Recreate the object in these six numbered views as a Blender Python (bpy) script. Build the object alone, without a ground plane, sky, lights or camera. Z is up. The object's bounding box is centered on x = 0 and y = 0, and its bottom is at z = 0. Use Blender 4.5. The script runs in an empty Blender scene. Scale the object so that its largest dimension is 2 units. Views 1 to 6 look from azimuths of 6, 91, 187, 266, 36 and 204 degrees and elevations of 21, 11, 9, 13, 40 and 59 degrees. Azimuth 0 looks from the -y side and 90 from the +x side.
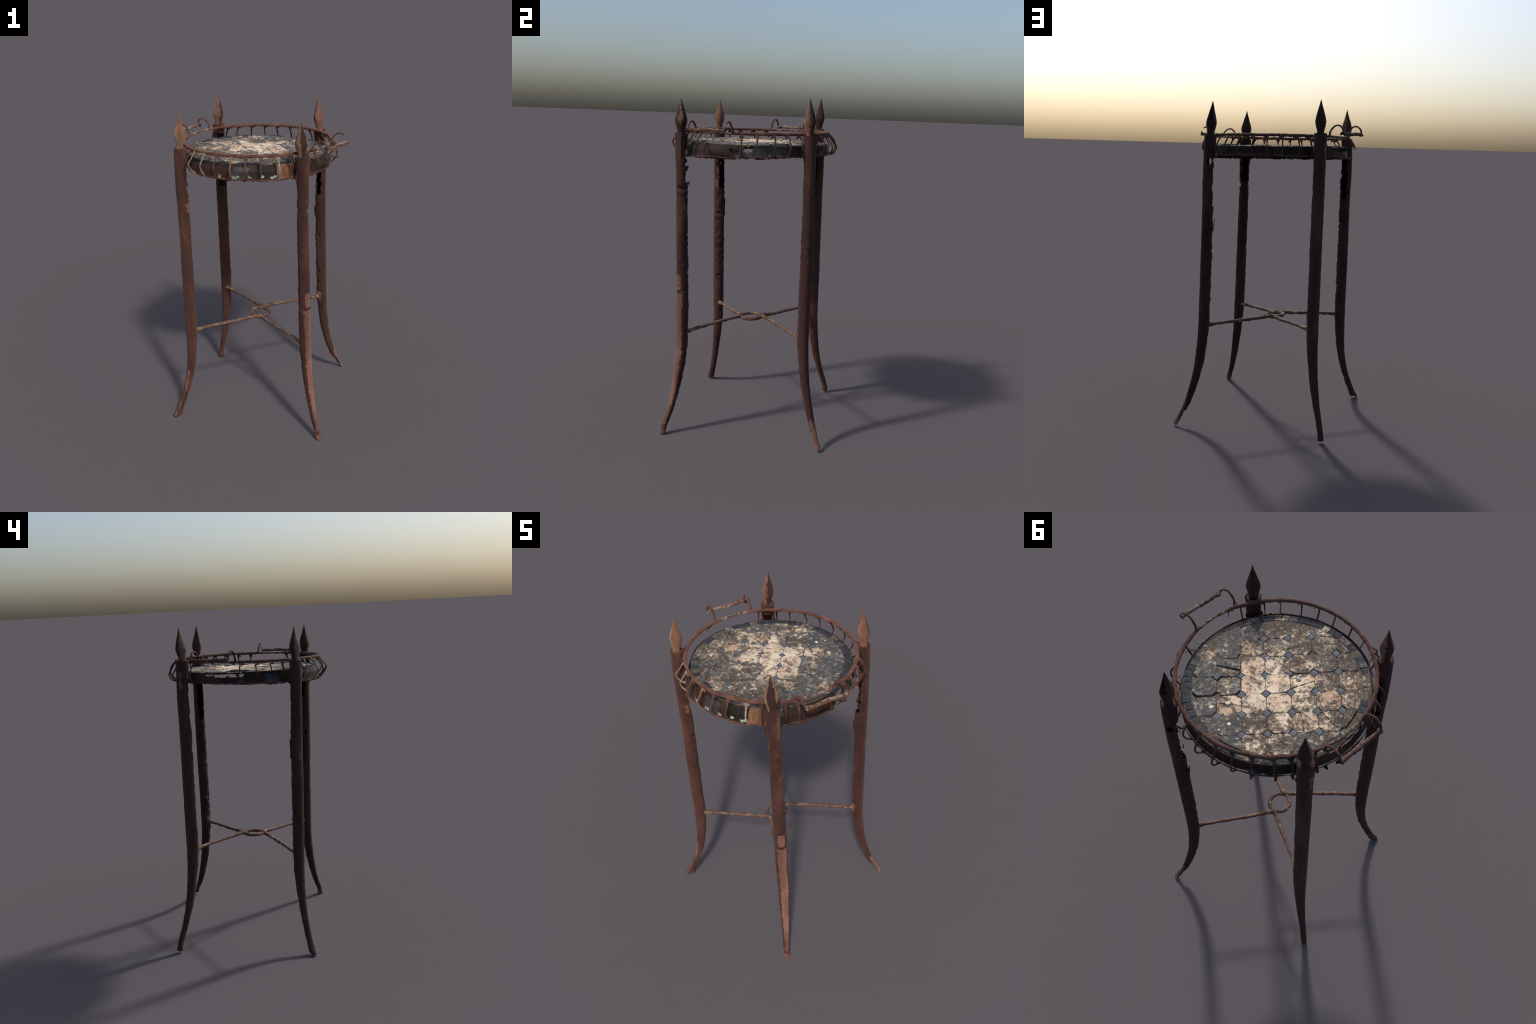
import bpy, bmesh, math, random
import numpy as np
from mathutils import Vector, noise as mn

random.seed(11)
TAU = 2 * math.pi


def N(x, y, z, f=1.0, o=0.0):
    return mn.noise(Vector((x * f + o, y * f - 1.7 * o, z * f + 0.6 * o)))


def lerp(a, b, t):
    return a + (b - a) * t


def adiff(a, b):
    """signed difference of two angles in degrees"""
    return (a - b + 180.0) % 360.0 - 180.0


# ------------------------------------------------------------------ materials
def new_mat(name):
    m = bpy.data.materials.new(name)
    m.use_nodes = True
    nt = m.node_tree
    for n in list(nt.nodes):
        nt.nodes.remove(n)
    out = nt.nodes.new("ShaderNodeOutputMaterial")
    b = nt.nodes.new("ShaderNodeBsdfPrincipled")
    nt.links.new(b.outputs[0], out.inputs[0])
    tc = nt.nodes.new("ShaderNodeTexCoord")
    return m, nt, b, tc


def mapping(nt, src, scale=(1, 1, 1), loc=None):
    mp = nt.nodes.new("ShaderNodeMapping")
    mp.inputs["Scale"].default_value = scale
    if loc:
        mp.inputs["Location"].default_value = loc
    nt.links.new(src, mp.inputs[0])
    return mp.outputs[0]


def tex_noise(nt, vec, scale, detail=6, rough=0.6, dist=0.0):
    n = nt.nodes.new("ShaderNodeTexNoise")
    n.inputs["Scale"].default_value = scale
    n.inputs["Detail"].default_value = detail
    n.inputs["Roughness"].default_value = rough
    n.inputs["Distortion"].default_value = dist
    nt.links.new(vec, n.inputs["Vector"])
    return n.outputs[0]


def ramp(nt, fac, stops):
    r = nt.nodes.new("ShaderNodeValToRGB")
    el = r.color_ramp.elements
    while len(el) < len(stops):
        el.new(0.5)
    for e, (p, c) in zip(el, stops):
        e.position = p
        e.color = (c, c, c, 1) if not isinstance(c, tuple) else (*c, 1)
    nt.links.new(fac, r.inputs[0])
    return r.outputs[0]


def mix(nt, fac, a, b, mode="MIX"):
    m = nt.nodes.new("ShaderNodeMix")
    m.data_type = "RGBA"
    m.blend_type = mode
    for sock, v in ((m.inputs[0], fac), (m.inputs[6], a), (m.inputs[7], b)):
        if isinstance(v, (int, float)):
            sock.default_value = v
        elif isinstance(v, tuple):
            sock.default_value = (*v, 1)
        else:
            nt.links.new(v, sock)
    return m.outputs[2]


def bump(nt, bsdf, h, strength=0.4, dist=0.002):
    b = nt.nodes.new("ShaderNodeBump")
    b.inputs["Strength"].default_value = strength
    b.inputs["Distance"].default_value = dist
    nt.links.new(h, b.inputs["Height"])
    nt.links.new(b.outputs[0], bsdf.inputs["Normal"])


def rust_mat(name, dark, mid, light, speck=(0.16, 0.055, 0.02), speck_at=0.7,
             wear=None, wear_at=0.72, rough=0.75, streak=True, vec_scale=1.0, spec=0.18):
    m, nt, b, tc = new_mat(name)
    o = tc.outputs["Object"]
    v = mapping(nt, o, (vec_scale,) * 3)
    vs = mapping(nt, o, (1, 1, 0.25 if streak else 1))
    n1 = tex_noise(nt, vs, 14, 8, 0.65)
    n2 = tex_noise(nt, v, 55, 8, 0.7, 0.3)
    n3 = tex_noise(nt, v, 240, 4, 0.6)
    c = ramp(nt, n1, [(0.3, dark), (0.52, mid), (0.72, light)])
    c = mix(nt, ramp(nt, n2, [(speck_at - 0.08, 0.0), (speck_at + 0.05, 0.8)]), c, speck)
    if wear:
        nw = tex_noise(nt, mapping(nt, o, (1, 1, 0.4), (3, 1, 7)), 30, 10, 0.75)
        c = mix(nt, ramp(nt, nw, [(wear_at - 0.03, 0.0), (wear_at + 0.03, 0.8)]), c, wear)
    g = ramp(nt, n3, [(0.3, 0.72), (0.7, 1.0)])
    c = mix(nt, 1.0, c, g, "MULTIPLY")
    nt.links.new(c, b.inputs["Base Color"])
    b.inputs["Roughness"].default_value = rough
    b.inputs["Specular IOR Level"].default_value = spec
    b.inputs["Diffuse Roughness"].default_value = 1.0
    if rough < .9:                      # tinted sheen added to brighten the shaded sides
        b.inputs["Sheen Weight"].default_value = 0.05
        b.inputs["Sheen Roughness"].default_value = 0.6
        b.inputs["Sheen Tint"].default_value = (0.5, 0.38, 0.34, 1)
    bump(nt, b, mix(nt, 0.5, n2, n3), 0.35, 0.003)
    return m


M = {}
M["iron"] = rust_mat("rusted_iron", (0.024, 0.0105, 0.0090), (0.044, 0.0182, 0.0150), (0.080, 0.0345, 0.0275),  # red pushed up to offset blue skylight on shaded faces
                     speck=(0.12, 0.045, 0.02), speck_at=0.69, wear=(0.15, 0.105, 0.09), wear_at=0.69)
M["iron_brown"] = rust_mat("brown_rusted_iron", (0.034, 0.0148, 0.0118), (0.061, 0.0260, 0.0200), (0.106, 0.0480, 0.0365),  # legs A and C lightened to match their brighter shade-side look
                           speck=(0.13, 0.055, 0.025), speck_at=0.69, wear=(0.17, 0.125, 0.11), wear_at=0.68)
M["apron"] = rust_mat("dark_apron_sheet", (0.012, 0.0065, 0.0052), (0.026, 0.0125, 0.0098), (0.052, 0.024, 0.0175),
                      speck=(0.12, 0.05, 0.025), speck_at=0.70, rough=0.7)
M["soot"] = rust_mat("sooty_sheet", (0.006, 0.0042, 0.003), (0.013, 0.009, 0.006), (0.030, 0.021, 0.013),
                     speck=(0.05, 0.03, 0.015), speck_at=0.7, rough=0.7)
M["bare"] = rust_mat("bare_copper_rust", (0.075, 0.036, 0.026), (0.165, 0.080, 0.057), (0.27, 0.145, 0.102),
                     speck=(0.09, 0.04, 0.026), speck_at=0.68, rough=0.6)
M["tan"] = rust_mat("tan_bare_metal", (0.13, 0.078, 0.045), (0.19, 0.115, 0.066), (0.26, 0.17, 0.10),
                    speck=(0.11, 0.06, 0.035), speck_at=0.68, rough=0.6)
M["orange"] = rust_mat("orange_rust", (0.10, 0.046, 0.025), (0.165, 0.080, 0.045), (0.235, 0.125, 0.075),
                       speck=(0.08, 0.03, 0.015), speck_at=0.66, rough=0.65)
M["grey"] = rust_mat("grey_scraped_iron", (0.075, 0.06, 0.055), (0.13, 0.105, 0.095), (0.2, 0.175, 0.16),
                     speck=(0.05, 0.026, 0.02), speck_at=0.6, rough=0.6)
M["hollow"] = rust_mat("soot_dark_cavity", (0.0035, 0.0022, 0.002), (0.007, 0.004, 0.0033), (0.012, 0.0065, 0.005),  # near-black colour for the inside of the tubes and a few other very dark spots
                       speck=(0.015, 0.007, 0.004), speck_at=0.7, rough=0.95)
M["umber"] = rust_mat("umber_inner_rust", (0.045, 0.022, 0.013), (0.075, 0.036, 0.022), (0.10, 0.05, 0.03),
                      speck=(0.03, 0.015, 0.01), speck_at=0.66, rough=0.85)
M["rail"] = rust_mat("rail_rust", (0.058, 0.026, 0.019), (0.105, 0.047, 0.034), (0.17, 0.08, 0.058),
                     speck=(0.24, 0.11, 0.06), speck_at=0.68, wear=(0.42, 0.36, 0.30), wear_at=0.74, streak=False)
M["barrust"] = rust_mat("bar_rust", (0.048, 0.022, 0.0155), (0.085, 0.039, 0.028), (0.14, 0.068, 0.048),
                        speck=(0.2, 0.085, 0.045), speck_at=0.66, streak=False)
M["pale"] = rust_mat("pale_weathered_metal", (0.10, 0.085, 0.065), (0.20, 0.165, 0.125), (0.36, 0.32, 0.26),
                     speck=(0.11, 0.055, 0.033), speck_at=0.58, rough=0.6, streak=False)
M["mint"] = rust_mat("mint_verdigris", (0.17, 0.22, 0.205), (0.28, 0.34, 0.32), (0.42, 0.46, 0.43),
                     speck=(0.2, 0.16, 0.12), speck_at=0.68, rough=0.6, streak=False)
M["steel"] = rust_mat("blackened_steel", (0.011, 0.010, 0.0095), (0.027, 0.025, 0.023), (0.055, 0.054, 0.053),
                      speck=(0.06, 0.03, 0.02), speck_at=0.69, rough=0.42, spec=0.4)
M["olive"] = rust_mat("olive_lichen_metal", (0.012, 0.009, 0.005), (0.030, 0.024, 0.010), (0.085, 0.072, 0.026),
                      speck=(0.05, 0.025, 0.015), speck_at=0.66, rough=0.8)
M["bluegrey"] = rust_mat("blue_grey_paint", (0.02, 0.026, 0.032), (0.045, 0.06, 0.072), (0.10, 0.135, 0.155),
                         speck=(0.05, 0.035, 0.03), speck_at=0.66, rough=0.5)


def lichen_rod():
    m, nt, b, tc = new_mat("lichened_rod_rust")
    o = tc.outputs["Object"]
    n1 = tex_noise(nt, o, 30, 8, 0.65)
    n2 = tex_noise(nt, mapping(nt, o, (1, 1, 1), (5, 2, 1)), 22, 8, 0.7)
    n3 = tex_noise(nt, o, 150, 5, 0.6)
    c = ramp(nt, n1, [(0.3, (0.045, 0.021, 0.015)), (0.52, (0.092, 0.045, 0.033)), (0.72, (0.165, 0.088, 0.062))])
    c = mix(nt, ramp(nt, n2, [(0.54, 0.0), (0.60, 0.85)]), c, (0.30, 0.205, 0.07))
    n4 = tex_noise(nt, mapping(nt, o, (1, 1, 1), (1, 8, 3)), 40, 8, 0.7)
    c = mix(nt, ramp(nt, n4, [(0.64, 0.0), (0.7, 0.7)]), c, (0.30, 0.27, 0.23))
    c = mix(nt, 1.0, c, ramp(nt, n3, [(0.3, 0.7), (0.7, 1.0)]), "MULTIPLY")
    nt.links.new(c, b.inputs["Base Color"])
    b.inputs["Roughness"].default_value = 0.8
    bump(nt, b, n3, 0.4, 0.003)
    return m


M["rod"] = lichen_rod()


def stone_mat(name, dirt_lo, clean=(0.80, 0.67, 0.50), pink=(0.70, 0.49, 0.35), dirt=(0.017, 0.0155, 0.0155),
              crust=(0.088, 0.070, 0.058)):
    """cream stone under a blotchy dark crust that runs on across the joints; dirt_lo sets how much crust there is"""
    m, nt, b, tc = new_mat(name)
    geo = nt.nodes.new("ShaderNodeNewGeometry")
    v = geo.outputs["Position"]
    big = tex_noise(nt, v, 13, 5, 0.6, 0.6)
    blot = tex_noise(nt, v, 48, 12, 0.78, 0.5)
    fine = tex_noise(nt, v, 230, 6, 0.75)
    hue = tex_noise(nt, mapping(nt, v, (1, 1, 1), (7, 3, 0)), 11, 4, 0.6)
    base = mix(nt, ramp(nt, hue, [(0.45, 0.0), (0.62, 0.9)]), clean, pink)
    base = mix(nt, 1.0, base, ramp(nt, fine, [(0.30, 0.42), (0.60, 1.0)]), "MULTIPLY")
    stain = tex_noise(nt, mapping(nt, v, (1, 1, 1), (2, 8, 3)), 26, 9, 0.75, 0.4)
    base = mix(nt, ramp(nt, stain, [(0.49, 0.0), (0.62, 0.75)]), base, (0.30, 0.205, 0.135))
    dirt_blue = tex_noise(nt, mapping(nt, v, (1, 1, 1), (6, 6, 2)), 9, 5, 0.6)
    dirt = mix(nt, ramp(nt, dirt_blue, [(0.51, 0.0), (0.64, 0.8)]), dirt, (0.024, 0.028, 0.036))
    crusty = mix(nt, ramp(nt, fine, [(0.38, 0.0), (0.66, 1.0)]), dirt, crust)

    def madd(a, k, c):
        n = nt.nodes.new("ShaderNodeMath")
        n.operation = "MULTIPLY_ADD"
        nt.links.new(a, n.inputs[0])
        n.inputs[1].default_value = k
        if isinstance(c, float):
            n.inputs[2].default_value = c
        else:
            nt.links.new(c, n.inputs[2])
        return n.outputs[0]
    dst = nt.nodes.new("ShaderNodeVectorMath")
    dst.operation = "DISTANCE"
    nt.links.new(mapping(nt, v, (1, 1, 0)), dst.inputs[0])
    dst.inputs[1].default_value = (-0.01, 0.02, 0)
    radial = ramp(nt, dst.outputs["Value"], [(0.06, 0.0), (0.20, 0.55), (0.38, 1.0)])
    f = madd(blot, 0.5, madd(big, 0.33, madd(fine, 0.17, madd(radial, 0.062, -0.020))))
    c = mix(nt, ramp(nt, f, [(dirt_lo - 0.015, 0.0), (dirt_lo + 0.015, 0.8), (dirt_lo + 0.08, 0.98)]), base, crusty)
    sp = tex_noise(nt, mapping(nt, v, (1, 1, 1), (4, 4, 1)), 34, 11, 0.88)
    c = mix(nt, ramp(nt, sp, [(0.555, 0.0), (0.585, 0.92)]), c, (0.54, 0.44, 0.34))
    sp2 = tex_noise(nt, mapping(nt, v, (1, 1, 1), (9, 1, 2)), 36, 11, 0.86)
    c = mix(nt, ramp(nt, sp2, [(0.585, 0.0), (0.615, 0.88)]), c, (0.04, 0.033, 0.03))
    sp3 = tex_noise(nt, mapping(nt, v, (1, 1, 1), (1, 6, 2)), 30, 6, 0.7)
    c = mix(nt, ramp(nt, sp3, [(0.69, 0.0), (0.73, 0.8)]), c, (0.17, 0.075, 0.045))
    nt.links.new(c, b.inputs["Base Color"])
    b.inputs["Roughness"].default_value = 0.85
    b.inputs["Specular IOR Level"].default_value = 0.25
    bump(nt, b, mix(nt, 0.5, blot, fine), 0.9, 0.006)
    return m


M["s_light"] = stone_mat("cream_stone", 0.510)
M["s_mid"] = stone_mat("blotched_stone", 0.498)
M["s_dark"] = stone_mat("dark_crusted_stone", 0.474)
M["s_patch"] = stone_mat("patchy_stone", 0.482, clean=(0.62, 0.47, 0.33), pink=(0.56, 0.36, 0.25))
M["s_grey"] = stone_mat("grey_weathered_stone", 0.48, clean=(0.34, 0.31, 0.275), pink=(0.26, 0.245, 0.23),
                        dirt=(0.022, 0.0225, 0.024), crust=(0.09, 0.088, 0.087))
M["s_pink"] = stone_mat("pinkish_stone", 0.515, clean=(0.58, 0.43, 0.30), pink=(0.54, 0.345, 0.235))


def slate_mat(name, a, bcol, speck=(0.25, 0.26, 0.27)):
    m, nt, b, tc = new_mat(name)
    o = tc.outputs["Object"]
    n1 = tex_noise(nt, o, 45, 8, 0.6)
    n2 = tex_noise(nt, o, 190, 5, 0.65)
    c = ramp(nt, n1, [(0.35, a), (0.65, bcol)])
    c = mix(nt, ramp(nt, n2, [(0.64, 0.0), (0.72, 0.55)]), c, speck)
    inf = nt.nodes.new("ShaderNodeObjectInfo")
    c = mix(nt, 1.0, c, ramp(nt, inf.outputs["Random"], [(0.0, 0.8), (1.0, 1.0)]), "MULTIPLY")
    nt.links.new(c, b.inputs["Base Color"])
    b.inputs["Roughness"].default_value = 0.8
    b.inputs["Specular IOR Level"].default_value = 0.15
    bump(nt, b, n2, 0.25, 0.002)
    return m


M["slate"] = slate_mat("blue_slate", (0.074, 0.080, 0.097), (0.118, 0.125, 0.142))
M["border"] = slate_mat("dark_border_slate", (0.018, 0.0205, 0.026), (0.046, 0.051, 0.060), (0.13, 0.13, 0.12))


def bed_mat():
    m, nt, b, tc = new_mat("mossy_mortar")
    o = tc.outputs["Object"]
    n1 = tex_noise(nt, o, 14, 8, 0.6)
    n2 = tex_noise(nt, o, 120, 8, 0.7)
    n3 = tex_noise(nt, mapping(nt, o, (1, 1, 1), (2, 5, 1)), 30, 8, 0.7)
    c = ramp(nt, n2, [(0.3, (0.022, 0.019, 0.016)), (0.5, (0.065, 0.054, 0.042)), (0.70, (0.24, 0.195, 0.145))])
    c = mix(nt, ramp(nt, n1, [(0.5, 0.0), (0.62, 0.75)]), c, (0.07, 0.058, 0.032))
    c = mix(nt, ramp(nt, n3, [(0.63, 0.0), (0.67, 0.95)]), c, (0.60, 0.57, 0.50))
    nt.links.new(c, b.inputs["Base Color"])
    b.inputs["Roughness"].default_value = 0.95
    bump(nt, b, n2, 0.6, 0.004)
    return m


M["bed"] = bed_mat()


def plain(name, col, var=0.6, scale=120, rough=0.8):
    m, nt, b, tc = new_mat(name)
    n = tex_noise(nt, tc.outputs["Object"], scale, 6, 0.6)
    lo = tuple(x * var for x in col)
    nt.links.new(ramp(nt, n, [(0.35, lo), (0.62, col)]), b.inputs["Base Color"])
    b.inputs["Roughness"].default_value = rough
    return m


M["lime"] = plain("white_lime", (0.62, 0.60, 0.56))
M["pebble"] = plain("cream_pebble", (0.66, 0.54, 0.38))
M["moss"] = plain("olive_moss", (0.11, 0.095, 0.03), 0.4, 60, 0.95)

# ------------------------------------------------------------------ helpers
root = bpy.data.objects.new("mosaic_plant_stand", None)
bpy.context.collection.objects.link(root)
root["label"] = "tall rusty iron plant stand with round mosaic top"
root["category"] = "plant stand"


def link(name, me, parent, mats, smooth=35):
    ob = bpy.data.objects.new(name, me)
    bpy.context.collection.objects.link(ob)
    ob.parent = parent
    for m in mats:
        if len(me.materials) < len(mats):
            me.materials.append(m)
    if smooth is not None:
        me.shade_smooth()
        me.set_sharp_from_angle(angle=math.radians(smooth))
    return ob


def mesh_of(name, verts, faces, mi=None):
    me = bpy.data.meshes.new(name)
    me.from_pydata([tuple(map(float, v)) for v in verts], [], faces)
    me.update()
    if mi is not None:
        me.polygons.foreach_set("material_index", list(mi))
    return me


def catmull(P, n):
    """smooth curve through control points, n points, parametrised by chord length"""
    P = np.array(P, float)
    d = np.r_[0, np.cumsum(np.linalg.norm(np.diff(P, axis=0), axis=1))]
    t = np.linspace(0, d[-1], n)
    m = np.zeros_like(P)
    for i in range(len(P)):
        a, b = max(i - 1, 0), min(i + 1, len(P) - 1)
        m[i] = (P[b] - P[a]) / (d[b] - d[a])
    out = []
    for x in t:
        i = min(np.searchsorted(d, x, "right") - 1, len(P) - 2)
        h = d[i + 1] - d[i]
        s = (x - d[i]) / h
        out.append((2 * s**3 - 3 * s**2 + 1) * P[i] + (s**3 - 2 * s**2 + s) * h * m[i]
                   + (-2 * s**3 + 3 * s**2) * P[i + 1] + (s**3 - s**2) * h * m[i + 1])
    return np.array(out), t / d[-1]


def sweep(name, pts, wfun, segs=12, closed=False, up=(0, 0, 1), rough=0.0, rf=60.0, seed=0.0):
    """tube along pts; wfun(t, i) gives half width (side) and half height (up)"""
    pts = np.array(pts, float)
    n = len(pts)
    up = np.array(up, float)
    V, F = [], []
    for i in range(n):
        if closed:
            tan = pts[(i + 1) % n] - pts[i - 1]
        else:
            tan = pts[min(i + 1, n - 1)] - pts[max(i - 1, 0)]
        tan /= np.linalg.norm(tan)
        u = up(i) if callable(up) else up
        side = np.cross(tan, u)
        side /= np.linalg.norm(side)
        u2 = np.cross(side, tan)
        w, h = wfun(i / max(n - 1, 1), i)
        for k in range(segs):
            a = TAU * k / segs
            p = pts[i] + side * math.cos(a) * w + u2 * math.sin(a) * h
            if rough:
                q = 1 + rough * (N(*p, rf, seed) + 0.5 * N(*p, rf * 2.7, seed + 3))
                p = pts[i] + (p - pts[i]) * q
            V.append(p)
    m = n if closed else n - 1
    for i in range(m):
        j = (i + 1) % n
        for k in range(segs):
            l = (k + 1) % segs
            F.append((i * segs + k, i * segs + l, j * segs + l, j * segs + k))
    if not closed:
        F.append(tuple(range(segs))[::-1])
        F.append(tuple((n - 1) * segs + k for k in range(segs)))
    me = mesh_of(name, V, F)
    bm = bmesh.new(); bm.from_mesh(me)
    bmesh.ops.recalc_face_normals(bm, faces=bm.faces)
    bm.to_mesh(me); bm.free()
    return me


def shard(name, outline, origin, ux, uy, mat, parent, thick=0.0022, curl=0.0, jag=0.0012, seed=0):
    """small torn flake of sheet: outline in local u,v; has thickness; curls away along v"""
    rnd = random.Random(seed)
    o = np.array(origin, float)
    ux = np.array(ux, float); ux /= np.linalg.norm(ux)
    uy = np.array(uy, float); uy -= ux * (uy @ ux); uy /= np.linalg.norm(uy)
    nz = np.cross(ux, uy)
    pts = []
    for i, (a, b) in enumerate(outline):
        c, d = outline[(i + 1) % len(outline)]
        L = math.hypot(c - a, d - b)
        k = max(1, int(L / 0.006))
        for s in range(k):
            t = s / k
            j = jag if s else jag * 0.3
            pts.append((lerp(a, c, t) + rnd.uniform(-j, j), lerp(b, d, t) + rnd.uniform(-j, j)))
    vm = max(abs(p[1]) for p in pts) + 1e-6
    def place(p, off):
        z = curl * (p[1] / vm) ** 2 + 0.0012 * N(p[0], p[1], seed, 90)
        return o + ux * p[0] + uy * p[1] + nz * (z + off)
    n = len(pts)
    V = [place(p, thick / 2) for p in pts] + [place(p, -thick / 2) for p in pts]
    F = [tuple(range(n)), tuple(range(2 * n - 1, n - 1, -1))]
    F += [(i, i + n, (i + 1) % n + n, (i + 1) % n) for i in range(n)]
    me = mesh_of(name, V, F)
    bm = bmesh.new(); bm.from_mesh(me)
    bmesh.ops.triangulate(bm, faces=[f for f in bm.faces if len(f.verts) > 4])
    bmesh.ops.recalc_face_normals(bm, faces=bm.faces)
    bm.to_mesh(me); bm.free()
    return link(name, me, parent, [mat], 40)


# ------------------------------------------------------------------ legs
# spine stations (x, y, z, radius) read from head to foot
LEGS = {
    "A": [(-.4125, -.2805, 1.783, .0352), (-.416, -.2785, 1.70, .035), (-.4185, -.2755, 1.60, .034), (-.4175, -.2730, 1.50, .0345), (-.415, -.272, 1.40, .0345),
          (-.4143, -.2682, 1.20, .0347), (-.4148, -.2652, 1.0, .0352), (-.414, -.2616, .80, .0354), (-.4132, -.2592, .70, .035),
          (-.4144, -.2579, .60, .0342), (-.4176, -.2578, .50, .0322), (-.4238, -.2606, .40, .0282), (-.4373, -.2681, .30, .0245),
          (-.4606, -.2784, .20, .0208), (-.4768, -.2843, .15, .0196), (-.4952, -.2922, .10, .0190), (-.5126, -.3008, .05, .0198), (-.539, -.3135, 0.0, .0205)],
    "B": [(.294, -.4325, 1.765, .037), (.2965, -.431, 1.70, .0362), (.300, -.4265, 1.60, .0335), (.3002, -.4234, 1.50, .0328), (.2992, -.4217, 1.40, .0328),
          (.3028, -.4187, 1.2, .0338), (.306, -.413, 1.0, .0344), (.3091, -.4094, .8, .035), (.3113, -.4084, .7, .0348), (.3149, -.4084, .6, .0342),
          (.3198, -.4093, .5, .0323), (.3288, -.4189, .4, .029), (.3408, -.4317, .3, .026), (.3557, -.4506, .2, .0217), (.3655, -.4631, .15, .0194),
          (.3772, -.4781, .10, .0175), (.3903, -.4946, .05, .0172), (.402, -.5055, 0.0, .0182)],
    "C": [(-.285, .3675, 1.806, .0378), (-.286, .373, 1.70, .0365), (-.2866, .378, 1.6, .0355), (-.2855, .3782, 1.5, .0358), (-.2844, .3775, 1.4, .0364),
          (-.2832, .381, 1.2, .0356), (-.2823, .3834, 1.0, .0356), (-.2804, .3856, .8, .0364), (-.2797, .3855, .7, .0366), (-.281, .3894, .6, .035),
          (-.2861, .3979, .5, .0316), (-.2948, .4111, .4, .0276), (-.3068, .4282, .3, .024), (-.3248, .4535, .2, .0202), (-.3362, .4693, .15, .0182),
          (-.3474, .4869, .10, .017), (-.3566, .5015, .05, .0172), (-.361, .508, .012, .0178)],
    "D": [(.3775, .2875, 1.779, .0372), (.3815, .292, 1.70, .035), (.3855, .296, 1.6, .0328), (.388, .297, 1.5, .0334), (.3875, .2988, 1.4, .0332),
          (.39, .3005, 1.2, .0338), (.3937, .3015, 1.0, .0342), (.3986, .3016, .8, .0338), (.4012, .3026, .7, .034), (.4047, .3048, .6, .033),
          (.4129, .3112, .5, .0308), (.4235, .3221, .4, .0278), (.4402, .337, .3, .0252), (.4666, .3597, .2, .0208), (.4815, .3722, .15, .0182),
          (.5013, .3871, .10, .0165), (.5225, .399, .05, .017), (.546, .412, 0.004, .0172)],
}
TIPS = {"A": (-.4058, -.2785, 1.976), "B": (.2905, -.4342, 1.960), "C": (-.2819, .3757, 1.9995), "D": (.3666, .2815, 1.984)}
INWARD = {"A": 30.4, "B": 125.2, "C": 306.8, "D": 221.2}
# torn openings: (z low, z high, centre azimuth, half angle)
HOLES = {
    "A": [(1.395, 1.665, 58, 50)],
    "B": [(1.49, 1.675, 112, 62), (1.225, 1.25, 178, 20)],
    "C": [(1.39, 1.75, 300, 50)],
    "D": [(1.355, 1.66, 220, 55), (1.607, 1.648, 108, 27), (-1, 0.092, 215, 98)],
}


def leg_slot(L, z, phi, ph):
    """which surface stands at height z, azimuth phi (ph = ragged noise)"""
    if L == "B":
        c, hw = lerp(322, 312, min(1, max(0, z / .95))), 46
        if z < 0.06:
            return 0 if ph > 0.1 else 1
        if 0.865 < z < 0.955 and abs(adiff(phi, c + 3)) < 34 + 8 * ph:
            return 1
        if z <= 0.845 and abs(adiff(phi, c)) < hw + 22 * ph:
            return 1
    if L == "D":
        if z < 0.155 + 0.03 * ph and abs(adiff(phi, 20)) < 75:
            return 1
        if 0.60 < z < 0.665 and abs(adiff(phi, 222)) < 30 + 25 * ph:
            return 1
    if L == "A":
        if abs(adiff(phi, 205)) < 9 + 10 * ph and 1.20 < z < 1.24:
            return 1
        if z < .33 and abs(adiff(phi, 250)) < 12 + 25 * ph:
            return 1
        if abs(adiff(phi, 330)) < 10 + 40 * ph and 1.40 < z < 1.45:
            return 1
    if L == "C":
        if .98 < z < 1.40 and abs(adiff(phi, 305)) < 40 + 22 * ph:
            return 4
        if 1.645 < z < 1.745 and abs(adiff(phi, 158 + (1.70 - z) * 150)) < 10 + 38 * ph:
            return 3
        if z < .3 and abs(adiff(phi, 40)) < 5 + 30 * ph:
            return 4
    if ph > 0.52:
        return 4
    return 0


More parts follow.
